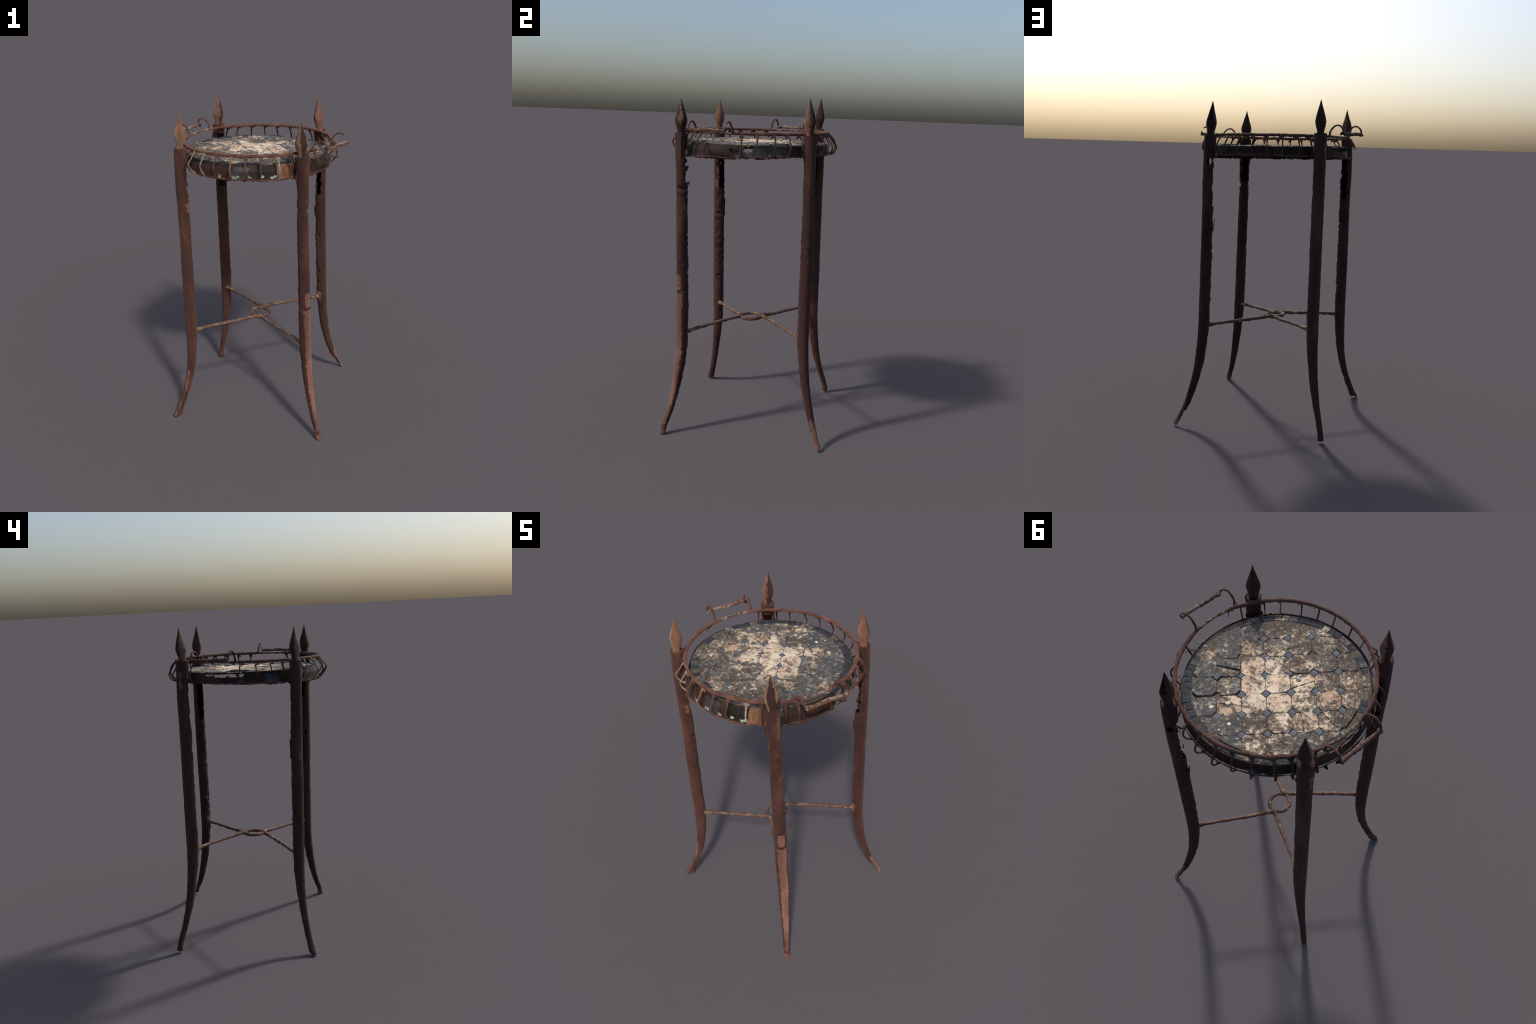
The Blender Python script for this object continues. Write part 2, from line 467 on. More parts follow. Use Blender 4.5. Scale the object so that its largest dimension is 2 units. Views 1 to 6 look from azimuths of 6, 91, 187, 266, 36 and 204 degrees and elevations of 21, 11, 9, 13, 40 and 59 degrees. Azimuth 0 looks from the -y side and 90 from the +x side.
def build_leg(L):
    st = LEGS[L]
    ctr = [s[:3] for s in st]
    pts, _ = catmull(ctr, 640)
    rad = np.interp(-pts[:, 2], [-s[2] for s in st], [s[3] for s in st])
    segs = 68
    # cap the head with a rounded shoulder
    V, faces, mi = [], [], []
    seed = {"A": 2.0, "B": 9.0, "C": 17.0, "D": 29.0}[L]
    rings = []
    shoulder = [(0.62, 0.0005), (0.84, 0.0015), (0.93, 0.0005), (0.98, -0.003)]
    tip_r = rad[0]
    for f, dz in shoulder:
        rings.append((pts[0] + np.array([0, 0, dz]), tip_r * f, np.array([0, 0, -1.0])))
    for i in range(len(pts)):
        if i and pts[0, 2] - pts[i, 2] < 0.004:
            continue
        t = pts[min(i + 1, len(pts) - 1)] - pts[max(i - 1, 0)]
        t /= np.linalg.norm(t)
        # keep ring mostly horizontal near the ground so the foot ends flat
        rings.append((pts[i], rad[i], t))
    for (c, r, t) in rings:
        e1 = np.cross(t, (0, 1, 0)); e1 /= np.linalg.norm(e1)
        # e1 points to +x or -x ; force +x
        if e1[0] < 0:
            e1 = -e1
        e2 = np.cross(t, e1)
        if e2[1] < 0:
            e2 = -e2
        for k in range(segs):
            a = TAU * k / segs
            d = e1 * math.cos(a) + e2 * math.sin(a)
            p = c + d * r
            inner = max(0.0, math.cos(a - math.radians(INWARD[L])))
            amp = 0.0011 + 0.0030 * inner * (1.0 if c[2] < 1.66 else 0.3)
            w = amp * (N(*p, 22, seed) + 0.7 * N(*p, 55, seed + 5)) + 0.0006 * N(p[0], p[1], p[2] * .35, 110, seed + 8)
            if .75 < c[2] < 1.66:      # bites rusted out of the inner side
                w -= .022 * (inner * max(0.0, N(*p, 38, seed + 21) - .22) + .45 * max(0.0, N(*p, 60, seed + 25) - .38))
            if L == "B":
                # creases across the front of this leg
                w -= 0.0105 * math.exp(-((c[2] - 1.457) / .013) ** 2) * max(0, math.cos(a - .1)) ** 2
                for zc in (1.452, 1.41, 1.02, .86, .50):
                    w -= 0.0022 * math.exp(-((c[2] - zc - 0.012 * N(a, zc, 0, 1.3)) / 0.006) ** 2)
            V.append(p + d * w)
    nr = len(rings)
    for i in range(nr - 1):
        for k in range(segs):
            l = (k + 1) % segs
            q = (i * segs + k, i * segs + l, (i + 1) * segs + l, (i + 1) * segs + k)
            mid = (V[q[0]] + V[q[1]] + V[q[2]] + V[q[3]]) / 4
            phi = math.degrees(TAU * (k + .5) / segs)
            ph = 0.7 * N(*mid, 34, seed + 11) + 0.6 * N(*mid, 95, seed + 13)
            cut = False
            for (z0, z1, pc, hw) in HOLES[L]:
                small = (z1 - z0) < 0.06 and z0 > 0
                if small:
                    dz = (mid[2] - (z0 + z1) / 2) / ((z1 - z0) / 2)
                    da = adiff(phi, pc) / hw
                    if dz * dz + da * da < 1 + 0.5 * ph:
                        cut = True
                elif z0 + 0.012 * ph < mid[2] < z1 and abs(adiff(phi, pc)) < hw + 17 * ph:
                    cut = True
            foot_zone = {"A": .012, "B": 0.004, "C": .012, "D": .01}[L]
            if mid[2] < foot_zone + 0.012 * ph and abs(adiff(phi, INWARD[L] + 180)) > 70:
                cut = True
            if cut:
                continue
            faces.append(q)
            mi.append(leg_slot(L, mid[2], phi, ph))
    # close the head
    faces.append(tuple(range(segs)) if L in "AC" else tuple(range(segs)))
    mi.append(0)
    me = mesh_of("leg", V, faces, mi)
    bm = bmesh.new(); bm.from_mesh(me)
    bmesh.ops.delete(bm, geom=[v for v in bm.verts if not v.link_faces], context="VERTS")
    bmesh.ops.recalc_face_normals(bm, faces=bm.faces)
    # outward check
    f = max(bm.faces, key=lambda f: f.calc_center_median().z)
    if f.normal.z < 0:
        bmesh.ops.reverse_faces(bm, faces=bm.faces)
    bm.to_mesh(me); bm.free()
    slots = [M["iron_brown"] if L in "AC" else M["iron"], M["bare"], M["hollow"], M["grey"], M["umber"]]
    if L == "C":
        slots[2] = M["umber"]
    ob = link("leg", me, root, slots, 50)
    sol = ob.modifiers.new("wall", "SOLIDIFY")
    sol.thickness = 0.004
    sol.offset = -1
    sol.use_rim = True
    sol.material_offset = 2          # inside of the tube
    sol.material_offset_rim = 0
    return ob


def finial(L, leg):
    top = np.array(LEGS[L][0][:3])
    tip = np.array(TIPS[L])
    H = tip[2] - top[2]
    widest = {"A": .40, "B": .37, "C": .355, "D": .365}[L]
    rw = {"A": .0318, "B": .0352, "C": .0335, "D": .0333}[L]
    prof = [(-0.01, .60), (.03, .605), (.10, .665), (.19, .795), (.28, .93), (widest, 1.0), (widest + .12, .87), (.66, .58), (.79, .345), (.90, .165), (.965, .065), (1.0, .018)]
    P, _ = catmull([(r, 0, h) for h, r in prof], 64)
    segs = 40
    seed = {"A": 3., "B": 8., "C": 12., "D": 21.}[L]
    rot = {"A": 20., "B": 10., "C": 40., "D": 55.}[L]
    V, F, mi = [], [], []
    for r, _, h in P:
        c = top + (tip - top) * h
        c[2] = top[2] + H * h
        facet = 0.5 * min(1, max(0, (h - .18) / .2))
        for k in range(segs):
            a = TAU * k / segs
            ca = abs(math.cos(2 * (a - math.radians(rot))))
            q = r * rw * (1 - facet * 0.16 * (1 - ca))
            p = c + q * np.array([math.cos(a), math.sin(a), 0])
            w = 0.0012 * N(*p, 40, seed) + 0.0006 * N(*p, 120, seed)
            V.append(p + w * np.array([math.cos(a), math.sin(a), 0]))
    n = len(P)
    for i in range(n - 1):
        for k in range(segs):
            l = (k + 1) % segs
            F.append((i * segs + k, i * segs + l, (i + 1) * segs + l, (i + 1) * segs + k))
            mid = V[i * segs + k]
            phi, h = 360 * (k + .5) / segs, P[i][2]
            ph = N(*mid, 60, seed + 2) + .6 * N(*mid, 150, seed + 4)
            s = 0
            if L == "B":
                s = 2 if abs(adiff(phi, 236)) < 30 + 20 * ph or (h > .3 + .2 * ph and abs(adiff(phi, 3)) < 22 + 24 * ph) else 0
            if L == "A":
                s = 3 if abs(adiff(phi, 318)) < 62 + 20 * ph else (1 if abs(adiff(phi, 225)) < 60 + 25 * ph else 0)
                if h < .42 and abs(adiff(phi, 238)) < 26 + 16 * ph:
                    s = 4
                if abs(adiff(phi, 40)) < 50 + 20 * ph:
                    s = 1
            if L == "C":
                s = 1 if abs(adiff(phi, 252)) < 44 + 26 * ph else 0
                if abs(adiff(phi, 190)) < 30 + 20 * ph:
                    s = 2
            if L == "D":
                s = 1 if abs(adiff(phi, 292)) < 68 + 20 * ph else 0
                if h > .42 and abs(adiff(phi, 75)) < 52 * (1.25 - h) + 14 * ph:  # darkness of an open hole painted on closed faces
                    s = 5
            mi.append(s)
    F.append(tuple((n - 1) * segs + k for k in range(segs)))
    mi.append(0)
    me = mesh_of("finial", V, F, mi)
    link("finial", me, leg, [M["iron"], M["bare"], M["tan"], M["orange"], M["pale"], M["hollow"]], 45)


legs = {}
for L in "ABCD":
    legs[L] = build_leg(L)
    finial(L, legs[L])

# ------------------------------------------------------------------ stretcher
att = {"A": (-.400, -.252, .606), "B": (.300, -.395, .603), "C": (-.272, .366, .641), "D": (.392, .294, .617)}
stretch = bpy.data.objects.new("stretcher", None)
bpy.context.collection.objects.link(stretch)
stretch.parent = root


def rod(a, b, j, seed):
    a, b, j = map(np.array, (att[a], att[b], j))
    ctrl = [a, lerp(a, j, .35) + [0, 0, .002], lerp(a, j, .75), lerp(a, j, .93), j, lerp(b, j, .93), lerp(b, j, .75), lerp(b, j, .35) + [0, 0, .002], b]
    for i, s in ((3, a), (5, b)):
        ctrl[i] = ctrl[i] + (j - (a + b) / 2) * 0.02
    pts, _ = catmull(ctrl, 150)
    L = np.r_[0, np.cumsum(np.linalg.norm(np.diff(pts, axis=0), axis=1))]

    def w(t, i):
        d = min(L[i], L[-1] - L[i])
        dj = np.linalg.norm(pts[i] - j)
        r = .0104 + .011 * math.exp(-d / .022) + .004 * math.exp(-(dj / .03) ** 2)
        return r * (1 - .25 * math.exp(-d / .02)), r
    me = sweep("stretcher_rod", pts, w, 16, rough=.32, rf=38, seed=seed)
    link("stretcher_rod", me, stretch, [M["rod"]], 60)


rod("A", "B", np.array([.002, -.079, .633]), 4.)
rod("C", "D", np.array([.009, .060, .639]), 9.)
ring = [(.004 + .0575 * math.cos(a), -.013 + .060 * math.sin(a), .632 - .004 * math.cos(a) + .002 * math.sin(a)) for a in np.linspace(0, TAU, 96, endpoint=False)]
me = sweep("stretcher_ring", ring, lambda t, i: (.0112, .0108), 16, closed=True, rough=.25, rf=38, seed=2.)
link("stretcher_ring", me, stretch, [M["rod"]], 60)

# ------------------------------------------------------------------ gallery (rail, bars, hoop, handles)
gallery = bpy.data.objects.new("gallery", None)
bpy.context.collection.objects.link(gallery)
gallery.parent = root
RC, RR = (.0119, -.0312), .4435


def rail_pt(deg, r=RR, dz=0.0):
    a = math.radians(deg)
    c, s = math.cos(a), math.sin(a)
    return np.array([RC[0] + r * c, RC[1] + r * s, 1.7838 - .0043 * c + .0062 * s + dz])


def rail_w(t, i):
    deg = t * 360 * 719 / 720
    thin = max(math.exp(-((adiff(deg, 152)) / 14) ** 2), math.exp(-((adiff(deg, 334)) / 14) ** 2))
    r = .0090 * (1 - .22 * thin)
    return r, r * (1 - .15 * thin)


rail = sweep("rail", [rail_pt(d) for d in np.arange(0, 360, .5)], rail_w, 14, closed=True, rough=.34, rf=42, seed=1.)
mi = []
for p in rail.polygons:
    c = p.center
    d = math.degrees(math.atan2(c.y - RC[1], c.x - RC[0])) % 360
    k = N(*c, 60, 5.)
    mi.append(1 if (abs(adiff(d, 152)) < 11 or abs(adiff(d, 335)) < 10) and k > -.12 and c.z > 1.776 else 0)
rail.polygons.foreach_set("material_index", mi)
link("rail", rail, gallery, [M["rail"], M["pale"]], 60)

HC, HR = (.003, -.018), .449


def hoop_pt(deg, r=HR, dz=0.0):
    r += .015 / (1 + math.exp(-(60 - abs(adiff(deg, 277))) / 6.0))
    a = math.radians(deg)
    return np.array([HC[0] + r * math.cos(a), HC[1] + r * math.sin(a), 1.6575 + .0155 * math.sin(a) - .006 * math.cos(a) + dz])


# (azimuth, how far down it survives 0..1, material)
BARS = [(219.5, 1, "iron"), (224.5, 1, "pale"), (235.5, 1, "pale"), (246.5, 1, "barrust"), (258, 1, "orange"), (268, 1, "barrust"), (278.5, 1, "barrust"),
        (290, 1, "pale"), (299.5, .9, "iron"),
        (313, .95, "iron"), (320.5, .62, "barrust"), (353, 1, "barrust"), (3.2, .68, "barrust"), (15, 1, "barrust"), (25.5, 1, "barrust"), (34.5, .9, "iron"),
        (48, 1, "iron"), (56.6, 1, "barrust"), (67.5, 1, "barrust"), (79, 1, "barrust"), (89.3, 1, "barrust"), (100.2, 1, "barrust"), (111.5, 1, "barrust"), (120.5, 1, "iron"),
        (133, 1, "barrust"), (172, .55, "rail"), (183.2, .52, "rail"), (194, .5, "rail"), (203, .8, "iron")]


def bar(deg, keep, mat, idx):
    rnd = random.Random(idx)
    bulge = .486 + .011 / (1 + math.exp(-(60 - abs(adiff(deg, 277))) / 6.0)) + rnd.uniform(-.007, .006)
    lean = rnd.uniform(-.6, .6)
    def P(dd, r, z):
        a = math.radians(deg + dd)
        return np.array([.006 + r * math.cos(a), -.023 + r * math.sin(a), z])
    t0 = rail_pt(deg, RR + .002, -.0075)
    b0 = hoop_pt(deg + lean, HR - .002, .002)
    ctrl = [t0, P(.1 * lean, .458, 1.768), P(.3 * lean, .476, 1.742), P(.5 * lean, bulge, 1.712), P(.7 * lean, bulge - .008, 1.686), lerp(P(lean, bulge - .02, 1.668), b0, .35), b0]
    pts, _ = catmull(ctrl, 60)
    n = max(12, int(60 * keep))
    pts = pts[:n]
    Ls = np.r_[0, np.cumsum(np.linalg.norm(np.diff(pts, axis=0), axis=1))]

    def w(t, i):
        s = Ls[i]
        tap = 1.0 if keep >= .99 else max(.25, 1 - max(0, t - .6) * 1.7)
        foot = .0055 * math.exp(-(Ls[-1] - s) / .007) if keep >= .99 else 0
        a = (.0042 + .0019 * N(deg, s, 0, 21)) * tap
        return a + .018 * math.exp(-s / .010) + foot, .0040 * tap + .0025 * math.exp(-s / .006)
    rad = np.array([math.cos(math.radians(deg)), math.sin(math.radians(deg)), .15])
    me = sweep("gallery_bar", pts, w, 10, up=rad, rough=.2, rf=70, seed=idx * 1.3)
    link("gallery_bar", me, gallery, [M[mat]], 60)


for i, b in enumerate(BARS):
    bar(*b, i + 1)

# lower hoop in four runs between the legs
for a0, a1, s in ((214, 302, 1.), (312, 376, 2.), (376, 397, 5.), (46, 123, 3.), (131, 206, 4.)):
    pts = [hoop_pt(d, HR - .003 + .003 * N(d, s, 0, .07), .004 * N(d, s, 2, .09)) for d in np.arange(a0, a1 + .01, .5)]
    me = sweep("lower_hoop", pts, lambda t, i: (.0030 + .003 * N(i, s, 0, .11), .0036 + .003 * N(i, s, 4, .15)), 10, rough=.8, rf=50, seed=s)
    link("lower_hoop", me, gallery, [M["barrust"]], 60)


def ribbon(name, ctrl, w, h, mat, seed, parent, flare=.006, up=(0, 0, 1), segs=10, n=60, tipflat=1.0):
    pts, _ = catmull(ctrl, n)
    Ls = np.r_[0, np.cumsum(np.linalg.norm(np.diff(pts, axis=0), axis=1))]
    def wf(t, i):
        k = flare * math.exp(-Ls[i] / .006)
        q = lerp(1, tipflat, t)
        return w * q + k, h * q + k
    me = sweep(name, pts, wf, segs, up=up, rough=.3, rf=70, seed=seed)
    return link(name, me, parent, [M[mat]], 60)


def handle(name, a, b, arcs, mats, seed, shift):
    hd = bpy.data.objects.new(name, None)
    bpy.context.collection.objects.link(hd)
    hd.parent = gallery
    out = np.array([*shift, 0.0])
    a, b = np.array(a) + out + [0, 0, -.0035], np.array(b) + out + [0, 0, -.0035]
    pts = [lerp(a, b, t) + np.array([0, 0, .002 * math.sin(t * 9 + seed)]) for t in np.linspace(0, 1, 70)]
    me = sweep("grip", pts, lambda t, i: (.0112 - .002 * math.sin(t * 6) ** 2 + (.003 if t < .04 or t > .97 else 0), .0102), 14, rough=.4, rf=45, seed=seed)
    mi = []
    for p in me.polygons:
        c = p.center
        t = (np.array(c) - a) @ (b - a) / ((b - a) @ (b - a))
        mi.append(1 if np.array(p.normal) @ mats[0] > -.05 and mats[1](t) > .42 + .8 * N(*c, 55, seed) else 0)
    me.polygons.foreach_set("material_index", mi)
    link("grip", me, hd, [M["rail"], M["pale"]], 60)
    for i, (ctrl, m, tip) in enumerate(arcs):
        nc = len(ctrl) - 1
        ctrl = [np.array(p) + out * (q / nc) - [0, 0, .0035] for q, p in enumerate(ctrl)]
        d = np.array(ctrl[-1]) - np.array(ctrl[0])
        side = np.cross(d, (0, 0, 1)); side /= np.linalg.norm(side)
        ribbon("handle_arch", ctrl, .0050, .0060, m, seed + i, hd, .0065, up=side, tipflat=tip)


handle("handle", (.4400, -.3675, 1.794), (.5385, -.167, 1.797),
       [([(.346, -.339, 1.789), (.360, -.347, 1.818), (.3835, -.357, 1.8375), (.411, -.366, 1.832), (.432, -.371, 1.812), (.4366, -.3715, 1.797)], "barrust", .85),
        ([(.446, -.132, 1.787), (.461, -.138, 1.818), (.480, -.145, 1.8385), (.502, -.150, 1.8435), (.524, -.156, 1.835)], "umber", .8)],
       (np.array([-.45, .3, .8]), lambda t: .34 + .42 * t), 3., (.003, -.001))
handle("handle", (-.4075, .313, 1.812), (-.511, .104, 1.8125),
       [([(-.3285, .268, 1.797), (-.337, .273, 1.83), (-.357, .285, 1.853), (-.381, .298, 1.860), (-.402, .309, 1.845), (-.409, .313, 1.815)], "barrust", 1.),
        ([(-.4255, .0630, 1.796), (-.4345, .068, 1.83), (-.455, .079, 1.855), (-.479, .091, 1.8605), (-.501, .101, 1.845), (-.510, .105, 1.814)], "barrust", 1.)],
       (np.array([.7, -.5, -.4]), lambda t: .52), 8., (-.0045, .0015))
# upturned stub at the broken end of one grip
ribbon("handle_stub", [(.540, -.169, 1.793), (.5425, -.165, 1.801), (.5425, -.164, 1.814)], .0052, .0052, "barrust", 5., gallery, .002, up=(1, 0, 0), n=14, tipflat=.35)
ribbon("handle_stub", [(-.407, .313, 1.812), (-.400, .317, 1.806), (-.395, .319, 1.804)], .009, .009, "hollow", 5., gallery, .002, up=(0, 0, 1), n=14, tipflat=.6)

# ------------------------------------------------------------------ table top
top = bpy.data.objects.new("table_top", None)
bpy.context.collection.objects.link(top)
top.parent = root
TC, TR = (.003, -.016), .4235


def ztop(x, y):
    return 1.7262 - .016 * x + .003 * y


# slab body: mortar bed on top, dark side
V, F, mi = [], [], []
rr = [0.0] + list(np.linspace(.02, TR - .004, 40)) + [TR, TR + .0005, TR - .004]
ns = 160
V.append((TC[0], TC[1], ztop(*TC) - .006))
for j, r in enumerate(rr[1:]):
    for k in range(ns):
        a = TAU * k / ns
        x, y = TC[0] + r * math.cos(a), TC[1] + r * math.sin(a)
        if j < 40:
            z = ztop(x, y) - .0036 + .0025 * N(x, y, 0, 38) + .002 * N(x, y, 0, 110)
        else:
            z = ztop(x, y) - (.008, .0095, .011)[j - 40]
        V.append((x, y, z))
for k in range(ns):
    F.append((0, 1 + k, 1 + (k + 1) % ns)); mi.append(0)
for j in range(len(rr) - 2):
    for k in range(ns):
        l = (k + 1) % ns
        F.append((1 + j * ns + k, 1 + (j + 1) * ns + k, 1 + (j + 1) * ns + l, 1 + j * ns + l)); mi.append(0 if j < 40 else 1)
F.append(tuple(1 + (len(rr) - 2) * ns + k for k in range(ns))[::-1]); mi.append(1)
me = mesh_of("slab", V, F, mi)
link("slab", me, top, [M["bed"], M["apron"]], 50)

# sheet-metal apron hanging from the edge of the slab
APZ = 60
V, F, mi = [], [], []
na, nz = 1000, 26


def apron_r(deg, t, z):
    out = 1 / (1 + math.exp(-(60 - abs(adiff(deg, 277))) / 6.0))      # the front half bellies outward
    r = TR + .003 + .010 * t ** 2 + .022 * out * min(1, t * 2.5) ** .8 + .003 * out
    r += .0022 * N(deg, t, 0, .11) + .0012 * N(deg, t, 7, .35)
    d = adiff(deg, 296.5)
    if abs(d) < 9:                                   # buckled copper-coloured fold beside a leg
        r += .010 * math.exp(-(d / 5) ** 2) * math.sin(math.pi * min(1, t + .15)) * (.4 + .9 * math.sin(deg * 1.7 + 2.2 * t + 1.5 * N(deg, t * 3, 0, .5)))
    return r


for i in range(na):
    deg = 360 * i / na
    a = math.radians(deg)
    zb = 1.654 + .0155 * math.sin(a) - .007 * math.cos(a) + .006 * N(deg, 0, 0, .12) + .008 * N(deg, 4, 0, .5)
    if abs(adiff(deg, 330)) < 16:
        zb -= .004
    for j in range(nz + 1):
        t = j / nz
        r = apron_r(deg, t, 0)
        x, y = TC[0] + r * math.cos(a), TC[1] + r * math.sin(a)
        V.append((x, y, lerp(ztop(x, y) - .003 + .0015 * N(deg, 9, 0, .6), zb, t)))


def apron_slot(deg, t, k):
    if abs(adiff(deg, 296.5)) < 6.5 + 2 * k:
        return 1
    if abs(adiff(deg, 111)) < 4 + 3 * k:
        return 3
    if abs(adiff(deg, 282)) < 9.5 + 3 * k and .06 < t < .86 + .2 * k:
        return 6
    if t > .8 + .2 * k and 94 < deg < 118:
        return 4
    if abs(adiff(deg, 8)) < 17 + 4 * k or (abs(adiff(deg, 264)) < 6 + 4 * k and t > .1):
        return 2
    if 131 < deg < 157 + 5 * k:
        return 5
    if (abs(adiff(deg, 173)) < 1.8 + 2 * k and t > .4) or (abs(adiff(deg, 197)) < 6 + 3 * k and t > .3 + .3 * k):
        return 4
    if abs(adiff(deg, 310)) < 1.2 + k:
        return 4
    if t > .86 + .12 * k and (50 < deg < 120 or 176 < deg < 205):
        return 5
    return 0


for i in range(na):
    for j in range(nz):
        deg, t = 360 * (i + .5) / na, (j + .5) / nz
        k = N(deg * .05, t * 1.5, 0, 4) + .6 * N(deg * .05, t * 1.5, 3, 11) + .3 * N(deg * .05, t * 1.5, 5, 27)
        hole = (((adiff(deg, 161) / 10) ** 2 + ((t - .22) / .17) ** 2) < 1 + 1.1 * k
                or ((adiff(deg, 173) / 2.2) ** 2 + ((t - .2) / .17) ** 2) < 1 + .6 * k
                or ((adiff(deg, 356) / 3.6) ** 2 + ((t - .3) / .2) ** 2) < 1 + .9 * k
                or ((adiff(deg, 352.5) / 1.3) ** 2 + ((t - .93) / .12) ** 2) < 1 + .6 * k
                or ((adiff(deg, 147) / 4) ** 2 + ((t - .15) / .14) ** 2) < 1 + .9 * k)
        if hole:
            continue
        i2 = (i + 1) % na
        F.append((i * (nz + 1) + j, i * (nz + 1) + j + 1, i2 * (nz + 1) + j + 1, i2 * (nz + 1) + j))
        mi.append(apron_slot(deg, t, k))
me = mesh_of("apron", V, F, mi)
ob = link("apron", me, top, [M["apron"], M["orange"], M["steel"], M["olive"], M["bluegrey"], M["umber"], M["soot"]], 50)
s = ob.modifiers.new("sheet", "SOLIDIFY")
s.thickness = .003
s.offset = -1

# ------------------------------------------------------------------ mosaic
G0, GI, GJ = np.array([.0699, -.0458]), np.array([-.0994, -.0451]), np.array([-.0451, .0976])
UI, UJ = GI / np.linalg.norm(GI), GJ / np.linalg.norm(GJ)
R_IN, R_OUT = .380, .419


def node(i, j):
    return G0 + GI * i + GJ * j


def clip_circle(poly, R, sides=96):
    """clip a polygon by the round field of the table top"""
    out = [np.array(p) for p in poly]
    for k in range(sides):
        a = TAU * k / sides
        n = np.array([math.cos(a), math.sin(a)])
        d0 = R * math.cos(math.pi / sides)
        res = []
        for q in range(len(out)):
            p, r = out[q], out[(q + 1) % len(out)]
            dp, dr = (p - TC) @ n - d0, (r - TC) @ n - d0
            if dp <= 0:
                res.append(p)
            if (dp < 0) != (dr < 0) and abs(dp - dr) > 1e-12:
                res.append(p + (r - p) * dp / (dp - dr))
        out = res
        if len(out) < 3:
            return []
    return out


def clip_half(poly, p0, n):
    out = []
    for q in range(len(poly)):
        p, r = poly[q], poly[(q + 1) % len(poly)]
        dp, dr = (p - p0) @ n, (r - p0) @ n
        if dp <= 0:
            out.append(p)
        if (dp < 0) != (dr < 0):
            out.append(p + (r - p) * dp / (dp - dr))
    return out


def area_centroid(poly):
    A, C = 0.0, np.zeros(2)
    for q in range(len(poly)):
        p, r = poly[q], poly[(q + 1) % len(poly)]
        x = p[0] * r[1] - p[1] * r[0]
        A += x
        C += (p + r) * x
    return A / 2, C / (3 * A) if abs(A) > 1e-12 else np.mean(poly, axis=0)


def piece(name, poly, mat, lift=0.0, tilt=(0, 0), depth=.013, jag=.0011, cham=.0014, relief=.0021, seed=0, step=.0075):
    A, C = area_centroid(poly)
    if abs(A) < 1.1e-4:
        return None
    if A < 0:
        poly = poly[::-1]
    rnd = random.Random(seed)
    ring = []
    for q in range(len(poly)):
        p, r = poly[q], poly[(q + 1) % len(poly)]
        k = max(1, int(round(np.linalg.norm(r - p) / step)))
        for s in range(k):
            ring.append(lerp(p, r, s / k))
    ring = np.array(ring)
    dirs = ring - C
    ln = np.linalg.norm(dirs, axis=1)[:, None] + 1e-9
    wob = np.array([jag * 2.2 * N(p[0], p[1], seed, 70) + rnd.uniform(-jag, jag) * .6 for p in ring])[:, None]
    ring = ring + dirs / ln * wob
    dirs = ring - C
    ln = np.linalg.norm(dirs, axis=1)[:, None] + 1e-9
    n = len(ring)

    def Z(p, base):
        return ztop(*p) + lift + tilt[0] * (p[0] - C[0]) + tilt[1] * (p[1] - C[1]) + base
    V = []
    # local coordinates about the piece centre, so the object sits where it stands
    org = np.array([C[0], C[1], ztop(*C)])
    rows = [(ring, -depth, 0), (ring, -cham, 0), (ring - dirs / ln * np.minimum(cham * .8, ln * .3), 0.0, .5)]
    for f in (.82, .6, .36, .16):
        rows.append((C + dirs * f, 0.0, 1))
    for pts, b, rel in rows:
        for p in pts:
            z = Z(p, b) + rel * relief * (N(p[0], p[1], seed * .37, 48) + .6 * N(p[0], p[1], seed * .37, 130))
            V.append((p[0] - org[0], p[1] - org[1], z - org[2]))
    V.append((0, 0, Z(C, 0) - org[2]))
    F = []
    m = len(rows)
    for j in range(m - 1):
        for k in range(n):
            l = (k + 1) % n
            F.append((j * n + k, j * n + l, (j + 1) * n + l, (j + 1) * n + k))
    for k in range(n):
        F.append(((m - 1) * n + k, (m - 1) * n + (k + 1) % n, m * n))
    F.append(tuple(range(n))[::-1])
    ob = link(name, mesh_of(name, V, F), top, [mat], 42)
    ob.location = org
    return ob


# how worn each octagon of the grid is
WEAR = {}
for key, cells in {
    "s_light": [(-1, 0), (0, 0), (-1, -1), (-1, 1), (0, 1)],
    "s_pink": [(1, 2), (3, 0), (-1, -2), (2, 1), (-2, 1)],
    "s_mid": [(1, 0), (1, 1), (3, 1), (-2, 0), (0, 2), (-1, 3), (2, 2), (1, -3), (0, 3), (2, -3), (1, 3)],
    "s_grey": [(-3, 0), (-3, -1), (-2, -2), (-1, -3), (-3, 1), (-2, 2), (-2, -3), (-3, 2), (-2, 3), (1, 3)],
}.items():
    for c in cells:
        WEAR[c] = key
# broken octagons: cut direction (deg), offset, lift of each half, material of second half
BROKEN = {(-2, 0): (100, .010, .000, .006, "s_grey"), (-2, -1): (20, .0, .0, .005, "s_grey"), (-1, -3): (15, -.005, .0, .004, "s_grey"), (3, 0): (78, .012, 0, -.004, "s_mid"),
          (3, 1): (95, .004, .005, -.003, "s_pink"), (2, 2): (55, .0, .001, .005, "s_dark"), (-2, 1): (10, .008, -.003, .004, "s_light"),
          (-1, -2): (70, .004, -.002, .004, "s_dark"), (1, 0): (160, .012, 0, .003, "s_mid"), (1, 2): (84, -.012, -.002, .002, "s_light")}
LIFT = {(-3, 0): (.006, (.02, .05)), (-3, -1): (.003, (0, .02)), (0, 1): (.001, (0, 0)), (3, 2): (.006, (-.06, .02)), (2, 1): (.002, (0, 0)), (-2, 2): (.0, (.02, .01))}
cut, gap = .0222, .0014
ap = .0546 - gap
rng = random.Random(5)
